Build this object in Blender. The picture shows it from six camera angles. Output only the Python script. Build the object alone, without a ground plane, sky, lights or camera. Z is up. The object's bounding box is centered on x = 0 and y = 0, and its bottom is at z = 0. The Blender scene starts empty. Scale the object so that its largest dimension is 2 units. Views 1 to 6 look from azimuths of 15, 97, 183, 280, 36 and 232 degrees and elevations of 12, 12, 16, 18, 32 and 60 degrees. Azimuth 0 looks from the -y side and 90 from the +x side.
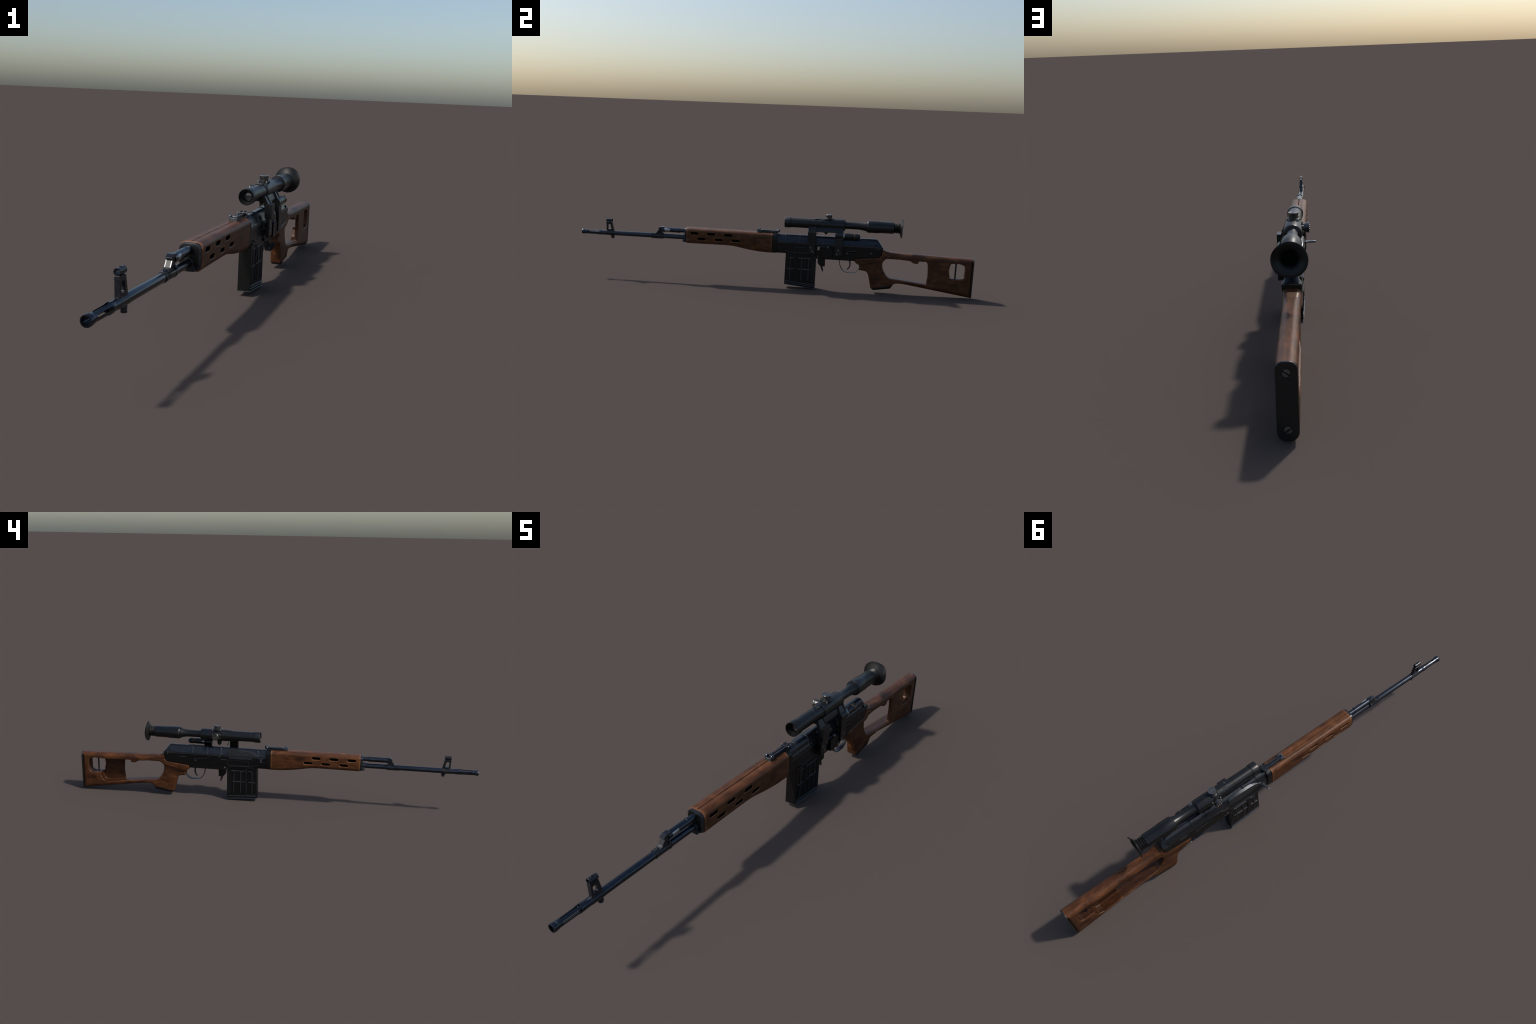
import bpy, bmesh, math, random
from mathutils import Vector, Matrix

random.seed(7)
X0 = 0.0056                     # symmetry plane of the rifle
BORE = 0.2229                   # height of the barrel axis
SCOPE = 0.3311                  # height of the telescopic sight axis
SCOL = bpy.context.scene.collection

# ------------------------------------------------------------------ materials
def new_mat(name):
    m = bpy.data.materials.new(name); m.use_nodes = True
    nt = m.node_tree; b = nt.nodes["Principled BSDF"]
    return m, nt, b

def ramp(nt, stops):
    r = nt.nodes.new("ShaderNodeValToRGB")
    e = r.color_ramp.elements
    while len(e) < len(stops): e.new(0.5)
    for k, (p, c) in enumerate(stops):
        e[k].position = p; e[k].color = (*c, 1)
    return r

def obj_noise(nt, scale, stretch=(1, 1, 1), detail=4, rough=0.55, dist=0.0):
    tc = nt.nodes.new("ShaderNodeTexCoord"); mp = nt.nodes.new("ShaderNodeMapping")
    mp.inputs["Scale"].default_value = stretch
    n = nt.nodes.new("ShaderNodeTexNoise")
    n.inputs["Scale"].default_value = scale; n.inputs["Detail"].default_value = detail
    n.inputs["Roughness"].default_value = rough; n.inputs["Distortion"].default_value = dist
    nt.links.new(tc.outputs["Object"], mp.inputs["Vector"]); nt.links.new(mp.outputs[0], n.inputs["Vector"])
    return n

def mixc(nt, mode, fac, a, b):
    m = nt.nodes.new("ShaderNodeMix"); m.data_type = 'RGBA'; m.blend_type = mode
    for sock, v in ((m.inputs[0], fac), (m.inputs[6], a), (m.inputs[7], b)):
        if hasattr(v, "is_linked") or hasattr(v, "links"): nt.links.new(v, sock)
        elif isinstance(v, (int, float)): sock.default_value = v
        else: sock.default_value = (*v, 1)
    return m.outputs[2]

def bump(nt, b, src, strength, dist=0.001):
    bp = nt.nodes.new("ShaderNodeBump"); bp.inputs["Strength"].default_value = strength
    bp.inputs["Distance"].default_value = dist
    nt.links.new(src, bp.inputs["Height"]); nt.links.new(bp.outputs[0], b.inputs["Normal"])

def metal(name, dark, light, rough, metallic, grain=90, rvar=0.12, spec=0.5):
    m, nt, b = new_mat(name)
    n = obj_noise(nt, grain, (1, 0.5, 1), 5, 0.6)
    r = ramp(nt, [(0.3, dark), (0.75, light)])
    nt.links.new(n.outputs["Fac"], r.inputs["Fac"]); nt.links.new(r.outputs[0], b.inputs["Base Color"])
    mr = nt.nodes.new("ShaderNodeMapRange")
    mr.inputs["To Min"].default_value = rough - rvar / 2; mr.inputs["To Max"].default_value = rough + rvar / 2
    n2 = obj_noise(nt, 22, (1, 1, 1), 4, 0.6)
    nt.links.new(n2.outputs["Fac"], mr.inputs["Value"]); nt.links.new(mr.outputs[0], b.inputs["Roughness"])
    b.inputs["Metallic"].default_value = metallic
    b.inputs["Specular IOR Level"].default_value = spec
    n3 = obj_noise(nt, 900, (1, 1, 1), 2, 0.5)
    bump(nt, b, n3.outputs["Fac"], 0.05, 0.0004)
    return m

def wood(name, dark, mid, light, scale=1.0, wear=None):
    m, nt, b = new_mat(name)
    big = obj_noise(nt, 26 * scale, (1, 0.6, 1), 7, 0.66, 0.5)          # blotches of stain
    fib = obj_noise(nt, 150 * scale, (1.0, 0.075, 1.0), 5, 0.6, 0.25)      # fibres along the length
    fig = obj_noise(nt, 42 * scale, (1.0, 0.30, 1.0), 4, 0.6, 1.6)         # wavy figure
    r1 = ramp(nt, [(0.33, dark), (0.50, mid), (0.68, light)])
    nt.links.new(big.outputs["Fac"], r1.inputs["Fac"])
    r2 = ramp(nt, [(0.32, (0.45, 0.42, 0.40)), (0.66, (1.12, 1.10, 1.08))])
    nt.links.new(fib.outputs["Fac"], r2.inputs["Fac"])
    r3 = ramp(nt, [(0.34, (0.74, 0.70, 0.68)), (0.62, (1.14, 1.12, 1.10))])
    nt.links.new(fig.outputs["Fac"], r3.inputs["Fac"])
    c = mixc(nt, 'MULTIPLY', 0.8, r1.outputs[0], r2.outputs[0])
    c = mixc(nt, 'MULTIPLY', 0.75, c, r3.outputs[0])
    if wear:                                   # rubbed varnish on the handled edges, broken up by noise
        g = nt.nodes.new("ShaderNodeNewGeometry"); mr = nt.nodes.new("ShaderNodeMapRange")
        mr.inputs["From Min"].default_value = 0.507; mr.inputs["From Max"].default_value = 0.560
        nt.links.new(g.outputs["Pointiness"], mr.inputs["Value"])
        mu = nt.nodes.new("ShaderNodeMath"); mu.operation = 'MULTIPLY'
        nt.links.new(mr.outputs[0], mu.inputs[0]); nt.links.new(fig.outputs["Fac"], mu.inputs[1])
        c = mixc(nt, 'MIX', mu.outputs[0], c, wear)
    nt.links.new(c, b.inputs["Base Color"])
    b.inputs["Roughness"].default_value = 0.42
    b.inputs["Specular Tint"].default_value = (1.0, 0.84, 0.72, 1)
    b.inputs["Specular IOR Level"].default_value = 0.32
    bump(nt, b, fib.outputs["Fac"], 0.18, 0.0006)
    return m

WOOD = wood("varnished_walnut", (0.034, 0.0128, 0.0062), (0.074, 0.0275, 0.0108), (0.126, 0.0465, 0.0175), wear=(0.205, 0.080, 0.030))
WORN = wood("worn_wood_edge", (0.105, 0.041, 0.0165), (0.170, 0.068, 0.027), (0.225, 0.093, 0.038))
INNER = wood("shadow_darkened_wood", (0.0200, 0.0074, 0.0036), (0.042, 0.0155, 0.0066), (0.070, 0.0260, 0.0105))
BLUED = metal("blued_steel", (0.012, 0.0138, 0.0175), (0.024, 0.0270, 0.0335), 0.24, 0.42, spec=0.6)
GUN = metal("black_receiver_steel", (0.0022, 0.0022, 0.0022), (0.0050, 0.0049, 0.0047), 0.34, 0.0, spec=0.34)
EDGE = metal("rubbed_steel", (0.100, 0.110, 0.125), (0.180, 0.195, 0.215), 0.36, 0.9)
STEEL = metal("bare_steel", (0.30, 0.30, 0.30), (0.46, 0.46, 0.46), 0.30, 1.0)
RAMP = metal("ramp_gleam_steel", (0.014, 0.014, 0.014), (0.026, 0.026, 0.026), 0.46, 0.4)
BARREL = metal("polished_blued_barrel", (0.042, 0.048, 0.060), (0.068, 0.077, 0.094), 0.19, 0.95, rvar=0.06)
RIB = metal("highlight_lightened_steel", (0.045, 0.050, 0.059), (0.080, 0.088, 0.102), 0.30, 0.75)  # base lightened to paint the sky glint on rounded ribs and edges
CARRIER = metal("carrier_steel", (0.045, 0.048, 0.054), (0.080, 0.085, 0.095), 0.40, 0.75)
SCOPEM = metal("matt_black_paint", (0.0030, 0.0032, 0.0036), (0.0062, 0.0064, 0.0068), 0.35, 0.0, 60, spec=0.45)
RUBBER = metal("black_rubber", (0.0045, 0.0044, 0.0042), (0.0085, 0.0083, 0.0079), 0.44, 0.0, 60, spec=0.35)
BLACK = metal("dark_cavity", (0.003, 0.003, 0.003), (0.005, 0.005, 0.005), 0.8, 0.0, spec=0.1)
SCREW = metal("aged_screw_steel", (0.10, 0.095, 0.085), (0.20, 0.19, 0.17), 0.42, 0.8)
BRASS = metal("brass", (0.30, 0.16, 0.045), (0.42, 0.24, 0.07), 0.4, 0.9)
PLATE = metal("butt_plate_steel", (0.0080, 0.0079, 0.0075), (0.0150, 0.0145, 0.0138), 0.36, 0.1, 70)
GLASS, _nt, _b = new_mat("coated_lens_glass")
_b.inputs["Base Color"].default_value = (0.030, 0.031, 0.033, 1)
_b.inputs["Roughness"].default_value = 0.12
_b.inputs["Coat Weight"].default_value = 0.8

# ------------------------------------------------------------------ helpers
def link(o, parent=None):
    SCOL.objects.link(o)
    if parent is not None: o.parent = parent
    return o

def finish(me, name, mat, parent, angle=38, weighted=False):
    me.name = name
    o = bpy.data.objects.new(name, me)
    if mat is not None and len(me.materials) == 0: me.materials.append(mat)
    me.polygons.foreach_set("use_smooth", [True] * len(me.polygons))
    me.set_sharp_from_angle(angle=math.radians(angle))
    if weighted:
        w = o.modifiers.new("w", 'WEIGHTED_NORMAL'); w.keep_sharp = True
    return link(o, parent)

def evaluated(o):
    dg = bpy.context.evaluated_depsgraph_get(); dg.update()
    return bpy.data.meshes.new_from_object(o.evaluated_get(dg))

def fillet(pts, seg=6):
    """polygon with per-corner radii: (a, b[, r]) -> smooth outline"""
    out = []; n = len(pts)
    for i in range(n):
        p = Vector(pts[i][:2]); r = pts[i][2] if len(pts[i]) > 2 else 0
        a = Vector(pts[i - 1][:2]); c = Vector(pts[(i + 1) % n][:2])
        u = a - p; v = c - p
        if r <= 0 or u.length < 1e-7 or v.length < 1e-7:
            out.append(p); continue
        ang = u.angle(v)
        if ang > math.pi - 0.02: out.append(p); continue
        t = min(r / math.tan(ang / 2), 0.49 * u.length, 0.49 * v.length)
        r = t * math.tan(ang / 2)
        p1 = p + u.normalized() * t; p2 = p + v.normalized() * t
        cen = p + (u.normalized() + v.normalized()).normalized() * (r / math.sin(ang / 2))
        a1 = math.atan2(*(p1 - cen).yx); a2 = math.atan2(*(p2 - cen).yx)
        d = (a2 - a1 + math.pi) % (2 * math.pi) - math.pi
        for k in range(seg + 1):
            w = a1 + d * k / seg
            out.append(cen + Vector((math.cos(w), math.sin(w))) * r)
    return [(q.x, q.y) for q in out]

AX = {'x': Matrix(((0, 0, 1, 0), (1, 0, 0, 0), (0, 1, 0, 0), (0, 0, 0, 1))),      # outline in (y, z), thickness along x
      'y': Matrix(((-1, 0, 0, 0), (0, 0, 1, 0), (0, 1, 0, 0), (0, 0, 0, 1))) }    # outline in (-x, z), thickness along y

def prism_mesh(loops, lo, hi, bev=0.0, res=2, axis='x', offset=True):
    cu = bpy.data.curves.new("c", 'CURVE'); cu.dimensions = '2D'; cu.fill_mode = 'BOTH'
    if axis == 'y': loops = [[(-a, b) for a, b in l] for l in loops]
    for l in loops:
        s = cu.splines.new('POLY'); s.points.add(len(l) - 1)
        for q, (a, b) in zip(s.points, l): q.co = (a, b, 0, 1)
        s.use_cyclic_u = True
    h = (hi - lo) / 2
    cu.extrude = max(h - bev, 1e-5); cu.bevel_depth = bev; cu.bevel_resolution = res
    if offset: cu.offset = -bev
    o = bpy.data.objects.new("c", cu); SCOL.objects.link(o)
    me = evaluated(o)
    bpy.data.objects.remove(o); bpy.data.curves.remove(cu)
    bm = bmesh.new(); bm.from_mesh(me)
    bmesh.ops.transform(bm, matrix=Matrix.Translation((0, 0, (lo + hi) / 2)), verts=bm.verts)
    bmesh.ops.transform(bm, matrix=AX[axis], verts=bm.verts)
    bmesh.ops.remove_doubles(bm, verts=bm.verts, dist=1e-6)
    bmesh.ops.recalc_face_normals(bm, faces=bm.faces)
    bm.to_mesh(me); bm.free(); me.materials.clear()
    return me

def prism(name, loops, lo, hi, mat, parent, bev=0.0008, res=2, axis='x', angle=40):
    if isinstance(loops[0][0], (int, float)): loops = [loops]
    return finish(prism_mesh(loops, lo, hi, bev, res, axis), name, mat, parent, angle, weighted=True)

def rect(a0, b0, a1, b1, r=0.0):
    return fillet([(a0, b0, r), (a1, b0, r), (a1, b1, r), (a0, b1, r)], 4)

def box(name, x, y, z, mat, parent, bev=0.001, rot=None):
    me = bpy.data.meshes.new(name); bm = bmesh.new()
    bmesh.ops.create_cube(bm, size=1)
    bmesh.ops.scale(bm, vec=(x[1] - x[0], y[1] - y[0], z[1] - z[0]), verts=bm.verts)
    if bev: bmesh.ops.bevel(bm, geom=bm.edges[:], offset=bev, segments=2, profile=0.6, affect='EDGES')
    if rot is not None: bmesh.ops.transform(bm, matrix=rot, verts=bm.verts)
    bmesh.ops.translate(bm, vec=((x[0] + x[1]) / 2, (y[0] + y[1]) / 2, (z[0] + z[1]) / 2), verts=bm.verts)
    bm.to_mesh(me); bm.free()
    return finish(me, name, mat, parent, 40, True)

def lathe_mesh(prof, origin, axis='y', n=48, closed=False, warp=None, phase=0.0):
    """prof: list of (along, radius); axis y, x or z through origin"""
    bm = bmesh.new(); rings = []
    for s, r in prof:
        ring = []
        if r <= 1e-6:
            ring = [bm.verts.new((0, 0, s))]
        else:
            for k in range(n):
                a = 2 * math.pi * k / n + phase
                ds = warp(a, r, s) if warp else 0
                ring.append(bm.verts.new((r * math.cos(a), r * math.sin(a), s + ds)))
        rings.append(ring)
    pairs = list(zip(rings, rings[1:])) + ([(rings[-1], rings[0])] if closed else [])
    for A, B in pairs:
        for k in range(n):
            k2 = (k + 1) % n
            if len(A) == 1 and len(B) == 1: break
            if len(A) == 1: bm.faces.new((A[0], B[k2], B[k]))
            elif len(B) == 1: bm.faces.new((A[k], A[k2], B[0]))
            else: bm.faces.new((A[k], A[k2], B[k2], B[k]))
    if not closed:
        for R in (rings[0], rings[-1]):
            if len(R) > 1: bm.faces.new(R)
    M = {'y': Matrix(((1, 0, 0, 0), (0, 0, 1, 0), (0, 1, 0, 0), (0, 0, 0, 1))),
         'x': Matrix(((0, 0, 1, 0), (1, 0, 0, 0), (0, 1, 0, 0), (0, 0, 0, 1))),
         'z': Matrix.Identity(4)}[axis]
    bmesh.ops.transform(bm, matrix=Matrix.Translation(origin) @ M, verts=bm.verts)
    bmesh.ops.recalc_face_normals(bm, faces=bm.faces)
    me = bpy.data.meshes.new("l"); bm.to_mesh(me); bm.free()
    return me

def lathe(name, prof, origin, mat, parent, axis='y', n=48, angle=32, **k):
    return finish(lathe_mesh(prof, origin, axis, n, **k), name, mat, parent, angle)

def loft_mesh(sections):
    """sections: list of equal-length rings of 3d points, capped"""
    bm = bmesh.new()
    R = [[bm.verts.new(p) for p in s] for s in sections]
    n = len(R[0])
    for A, B in zip(R, R[1:]):
        for k in range(n): bm.faces.new((A[k], A[(k + 1) % n], B[(k + 1) % n], B[k]))
    bm.faces.new(R[0]); bm.faces.new(R[-1])
    bmesh.ops.recalc_face_normals(bm, faces=bm.faces)
    me = bpy.data.meshes.new("loft"); bm.to_mesh(me); bm.free()
    return me

def temp(me, mat=None):
    o = bpy.data.objects.new("tmp", me)
    if mat: me.materials.append(mat)
    SCOL.objects.link(o); return o

def boolean(base, cutters, op='DIFFERENCE'):
    """apply booleans one after another, return a mesh; removes all helper objects"""
    for c in cutters:
        m = base.modifiers.new("b", 'BOOLEAN'); m.operation = op; m.solver = 'EXACT'; m.object = c
        m.material_mode = 'TRANSFER'
    me = evaluated(base)
    for o in [base] + cutters: bpy.data.objects.remove(o)
    return me

def sweep(name, path, wx, t, mat, parent, xc=X0):
    """flat strip of width wx (along x) and thickness t following a (y, z) path"""
    secs = []
    for i, p in enumerate(path):
        a = Vector(path[max(i - 1, 0)]); c = Vector(path[min(i + 1, len(path) - 1)])
        d = (c - a).normalized(); nrm = Vector((-d.y, d.x))
        w = wx[i] if isinstance(wx, list) else wx
        tt = t[i] if isinstance(t, list) else t
        ring = []
        for sx, sn in ((-1, -1), (1, -1), (1, 1), (-1, 1)):
            for (ex, en) in (((0.85, 1), (1, 0.6)) if sx * sn > 0 else ((1, 0.6), (0.85, 1))):
                q = Vector(p) + nrm * (sn * en * tt / 2)
                ring.append((xc + sx * ex * w / 2, q.x, q.y))
        secs.append(ring)
    return finish(loft_mesh(secs), name, mat, parent, 40)

def spline(pts, k=6):
    out = []
    P = [Vector(p) for p in pts]
    for i in range(len(P) - 1):
        p0 = P[max(i - 1, 0)]; p1 = P[i]; p2 = P[i + 1]; p3 = P[min(i + 2, len(P) - 1)]
        for j in range(k):
            t = j / k
            out.append(tuple(0.5 * ((2 * p1) + (p2 - p0) * t + (2 * p0 - 5 * p1 + 4 * p2 - p3) * t * t + (3 * p1 - p0 - 3 * p2 + p3) * t ** 3)))
    out.append(tuple(P[-1])); return out

def smooth(a, b, x):
    t = max(0.0, min(1.0, (x - a) / (b - a))); return t * t * (3 - 2 * t)

def screw_head(name, at, r, axis, mat, parent, turn=0.6, out=0.002):
    """slotted screw: domed head cut by a slot"""
    s = 1 if axis[0] == '+' else -1
    prof = [(-0.004 * s, r), (out * 0.6 * s, r), (out * s, r * 0.8), (out * s, 0)]
    base = temp(lathe_mesh(prof, at, axis[1], 20), mat)
    me = bpy.data.meshes.new("s"); bm = bmesh.new(); bmesh.ops.create_cube(bm, size=1)
    bmesh.ops.scale(bm, vec=(r * 2.4, r * 0.30, 0.003), verts=bm.verts)
    bmesh.ops.rotate(bm, matrix=Matrix.Rotation(turn, 3, 'Z'), verts=bm.verts)
    M = {'y': Matrix.Rotation(math.pi / 2, 4, 'X'), 'x': Matrix.Rotation(math.pi / 2, 4, 'Y'), 'z': Matrix.Identity(4)}[axis[1]]
    bmesh.ops.transform(bm, matrix=M, verts=bm.verts)
    off = Vector((out * s if axis[1] == 'x' else 0, out * s if axis[1] == 'y' else 0, out * s if axis[1] == 'z' else 0))
    bmesh.ops.translate(bm, vec=Vector(at) + off, verts=bm.verts); bm.to_mesh(me); bm.free()
    return finish(boolean(base, [temp(me, BLACK)]), name, None, parent, 30)

def stud(name, at, r, axis, mat, parent, out=0.0012, n=16):
    s = 1 if axis[0] == '+' else -1
    return lathe(name, [(-0.003 * s, r), (out * 0.4 * s, r), (out * s, r * 0.6), (out * s, 0)], at, mat, parent, axis[1], n, 50)

# ------------------------------------------------------------------ the thing
rifle = bpy.data.objects.new("sniper_rifle", None); link(rifle)
rifle["label"] = "long scoped rifle with walnut skeleton stock and black steel"
rifle["category"] = "rifle"

# ---- barrel and muzzle
O = (X0, 0, BORE)
barrel = lathe("barrel", [(-0.905, 0.0075), (-0.900, 0.0123), (-0.632, 0.0123), (-0.630, 0.0119), (-0.42, 0.0119), (-0.42, 0)], O, BARREL, rifle)

hid = lathe_mesh([(-0.893, 0.0085), (-0.893, 0.0123), (-0.898, 0.0131), (-0.913, 0.0131), (-0.921, 0.0117), (-0.980, 0.0115),
                  (-0.981, 0.0122), (-0.9840, 0.0123), (-0.9850, 0.0114), (-0.9880, 0.0114), (-0.9890, 0.0132), (-0.9985, 0.0134),
                  (-1.0, 0.0128), (-1.0, 0.0099), (-0.990, 0.0090), (-0.905, 0.0090)], O, 'y', 60, closed=True)
cut = []
for k in range(5):
    a = math.radians(20 + 72 * k)
    me = prism_mesh([rect(-0.972, -0.0029, -0.905, 0.0029, 0.0028)], 0.003, 0.02, 0, axis='x')
    bm = bmesh.new(); bm.from_mesh(me)
    bmesh.ops.rotate(bm, matrix=Matrix.Rotation(-a, 3, 'Y'), cent=(0, 0, 0), verts=bm.verts)
    bmesh.ops.translate(bm, vec=O, verts=bm.verts); bm.to_mesh(me); bm.free()
    cut.append(temp(me, BARREL))
finish(boolean(temp(hid, BARREL), cut), "flash_hider", None, rifle, 34)
lathe("bore_shadow_disc", [(-0.9052, 0.0), (-0.9052, 0.0074), (-0.904, 0.0074), (-0.904, 0)], O, BLACK, barrel, n=24)

# ---- front sight
post = fillet([(-0.8675, 0.2300, 0.001), (-0.8285, 0.2300, 0.001), (-0.8395, 0.2805, 0.001), (-0.8692, 0.2805, 0.001)], 3)
win = fillet([(-0.8610, 0.2435, 0.003), (-0.8425, 0.2425, 0.003), (-0.8475, 0.2690, 0.005), (-0.8610, 0.2690, 0.003)], 5)
fs = prism("front_sight", [post, win], X0 - 0.0065, X0 + 0.0065, BLUED, rifle, 0.0008)
lathe("sight_hood", [(-0.8692, 0.0082), (-0.8688, 0.0085), (-0.8392, 0.0085), (-0.8388, 0.0082), (-0.8388, 0.0067), (-0.8692, 0.0067)],
      (X0, 0, 0.2893), BLUED, fs, n=32, closed=True)
lathe("hood_hole", [(0.2960, 0.0), (0.2960, 0.0030), (0.29815, 0.0030), (0.29815, 0)], (X0, -0.853, 0), BLACK, fs, "z", 16)
lathe("sight_blade", [(0.278, 0.0018), (0.2885, 0.0012), (0.2885, 0)], (X0, -0.853, 0), BLUED, fs, 'z', 12)
box("sight_slide", (X0 - 0.0073, X0 + 0.0073), (-0.8695, -0.840), (0.2725, 0.2755), BLUED, fs, 0.0007)
for s in (-1, 1):
    for y in (-0.862, -0.835):
        stud("sight_pin", (X0 + s * 0.0063, y, 0.2365), 0.0017, '+x' if s > 0 else '-x', SCREW, fs, 0.0014)
lathe("sight_collar", [(-0.872, 0.0123), (-0.8715, 0.0128), (-0.8265, 0.0128), (-0.826, 0.0123)], O, BLUED, fs)
prism("bayonet_lug", fillet([(-0.851, 0.212), (-0.826, 0.212), (-0.829, 0.206, 0.002), (-0.829, 0.1955, 0.001), (-0.8435, 0.1955, 0.001), (-0.8435, 0.204, 0.002)]),
      X0 - 0.0045, X0 + 0.0045, BLUED, rifle, 0.0008)
lathe("lug_foot", [(0.1952, 0.0066), (0.1958, 0.0074), (0.1985, 0.0074), (0.1998, 0.0055), (0.204, 0.005), (0.21, 0.006)], (X0, -0.8365, 0), BLUED, rifle, 'z', 20)

# ---- gas block and tube
gas = fillet([(-0.6285, 0.2270), (-0.5675, 0.2270), (-0.5675, 0.2410, 0.002), (-0.5735, 0.2460, 0.004), (-0.5620, 0.2500, 0.003), (-0.5590, 0.2660, 0.003), (-0.5640, 0.2705, 0.003),
              (-0.5800, 0.2705, 0.004), (-0.5960, 0.2635, 0.0008), (-0.5945, 0.2615, 0.0008), (-0.5870, 0.2610, 0.002), (-0.6015, 0.2400, 0.012), (-0.6100, 0.2350, 0.008), (-0.6285, 0.2350)], 6)
gb = prism("gas_block", gas, X0 - 0.0092, X0 + 0.0092, BLUED, rifle, 0.0009)
prism("gas_block_gleam_plate", fillet([(-0.6070, 0.2362, 0.01), (-0.6005, 0.2415, 0.010), (-0.5882, 0.2598), (-0.5850, 0.2598), (-0.596, 0.2405), (-0.603, 0.235)], 4),  # thin plate modelled for the sun gleam on the concave slope
      X0 - 0.0062, X0 + 0.0062, RAMP, gb, 0.0003)
lathe("gas_block_sleeve", [(-0.6295, 0.0120), (-0.629, 0.0139), (-0.625, 0.0139), (-0.624, 0.0133), (-0.573, 0.0133), (-0.572, 0.0142), (-0.5665, 0.0142), (-0.566, 0.0120)], O, BLUED, gb)
lathe("gas_block_rib", [(-0.627, 0.0027), (-0.571, 0.0027)], (X0, 0, BORE - 0.0125), BLUED, gb, n=12)
for s in (-1, 1):
    stud("gas_block_pin", (X0 + s * 0.0120, -0.5715, 0.2365), 0.0046, '+x' if s > 0 else '-x', BLUED, gb, 0.0045, 20)
    stud("gas_block_rivet", (X0 + s * 0.0085, -0.5745, 0.2600), 0.0018, '+x' if s > 0 else '-x', BLUED, gb)
gt = lathe("gas_tube", [(-0.573, 0.0088), (-0.573, 0.0121), (-0.489, 0.0122), (-0.488, 0.0129), (-0.479, 0.0129), (-0.478, 0.0105), (-0.43, 0.0105)], (X0, 0, 0.2567), BARREL, rifle)
for k in range(4):
    a = math.radians(45 + 90 * k)
    stud("tube_latch", (X0 + 0.0127 * math.cos(a), -0.4835, 0.2567), 0.0014, '+x' if math.cos(a) > 0 else '-x', BLUED, gt, 0.0012) if k in (0, 1) else None
# bright regulator face showing on one side of the tube
secs = []
for y in (-0.5585, -0.5580, -0.5305, -0.5300):
    ring = []
    R1 = 0.0127 if -0.5582 < y < -0.5303 else 0.0123
    for k in range(13): a = math.radians(-42 + 84 * k / 12); ring.append((X0 + R1 * math.cos(a), y, 0.2567 + R1 * math.sin(a)))
    for k in range(13): a = math.radians(42 - 84 * k / 12); ring.append((X0 + 0.0105 * math.cos(a), y, 0.2567 + 0.0105 * math.sin(a)))
    secs.append(ring)
finish(loft_mesh(secs), "gas_regulator", STEEL, gt, 40)

# ---- handguard
def guard_section(y, zt, zb, hw, k=1.0):
    loop = fillet([(-hw * k, zb, 0.019), (hw * k, zb, 0.019), (hw, (zt + zb) / 2 + 0.004, 0.03), (hw * 0.985, zt, 0.0185), (-hw * 0.985, zt, 0.0185), (-hw, (zt + zb) / 2 + 0.004, 0.03)], 8)
    return [(X0 + a, y, b) for a, b in loop]

def guard_bottom(y):
    pts = [(-0.45, 0.1965), (-0.30, 0.1972), (-0.225, 0.1975), (-0.195, 0.1955), (-0.17, 0.1912), (-0.135, 0.1845), (-0.10, 0.1792), (-0.065, 0.1755), (-0.03, 0.1735), (0.03, 0.1728)]
    for a, b in zip(pts, pts[1:]):
        if a[0] <= y <= b[0]:
            t = (y - a[0]) / (b[0] - a[0]); return a[1] + (b[1] - a[1]) * t
    return pts[-1][1] if y > 0 else pts[0][1]

def guard_top(y): return 0.2757 - 0.0030 * (y + 0.437) / 0.437
def guard_ring(y, shrink=0.0):
    zb = sum(guard_bottom(y + d) for d in (-0.02, -0.01, 0, 0.01, 0.02)) / 5
    return guard_section(y, guard_top(y) - shrink, zb - 0.0005 + shrink, 0.0329 - shrink)

ys = [-0.4365] + [-0.4365 + 0.4365 * k / 64 for k in range(1, 64)] + [0.0]
hg = loft_mesh([guard_ring(-0.4372, 0.0012), guard_ring(-0.4362)] + [guard_ring(y) for y in ys[1:-1]] + [guard_ring(-0.0012), guard_ring(0.0, 0.0012)])
cut = []
slots = [(-0.397, 0.2510), (-0.311, 0.2508), (-0.224, 0.2506), (-0.360, 0.2238), (-0.2715, 0.2238), (-0.1845, 0.2243)]
for s in (-1, 1):
    for (y, z) in slots:
        h = 0.0064 if z > 0.24 else 0.0058
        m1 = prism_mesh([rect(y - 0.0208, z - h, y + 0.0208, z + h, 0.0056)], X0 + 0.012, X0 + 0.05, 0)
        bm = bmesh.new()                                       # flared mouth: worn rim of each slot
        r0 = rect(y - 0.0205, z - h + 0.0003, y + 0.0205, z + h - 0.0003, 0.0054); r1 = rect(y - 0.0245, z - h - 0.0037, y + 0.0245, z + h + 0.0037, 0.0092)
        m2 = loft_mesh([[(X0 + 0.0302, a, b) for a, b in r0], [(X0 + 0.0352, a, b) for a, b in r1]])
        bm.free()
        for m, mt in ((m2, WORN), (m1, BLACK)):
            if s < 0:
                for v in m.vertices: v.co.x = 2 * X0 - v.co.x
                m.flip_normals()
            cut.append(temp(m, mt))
groove = loft_mesh([[(X0 - 0.0032, y, guard_top(y) + 0.0020), (X0, y, guard_top(y) - 0.0048), (X0 + 0.0032, y, guard_top(y) + 0.0020)] for y in (-0.45, 0.01)])
cut.append(temp(groove, WORN))
hgo = finish(boolean(temp(hg, WOOD), cut), "handguard", None, rifle, 34)
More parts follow.
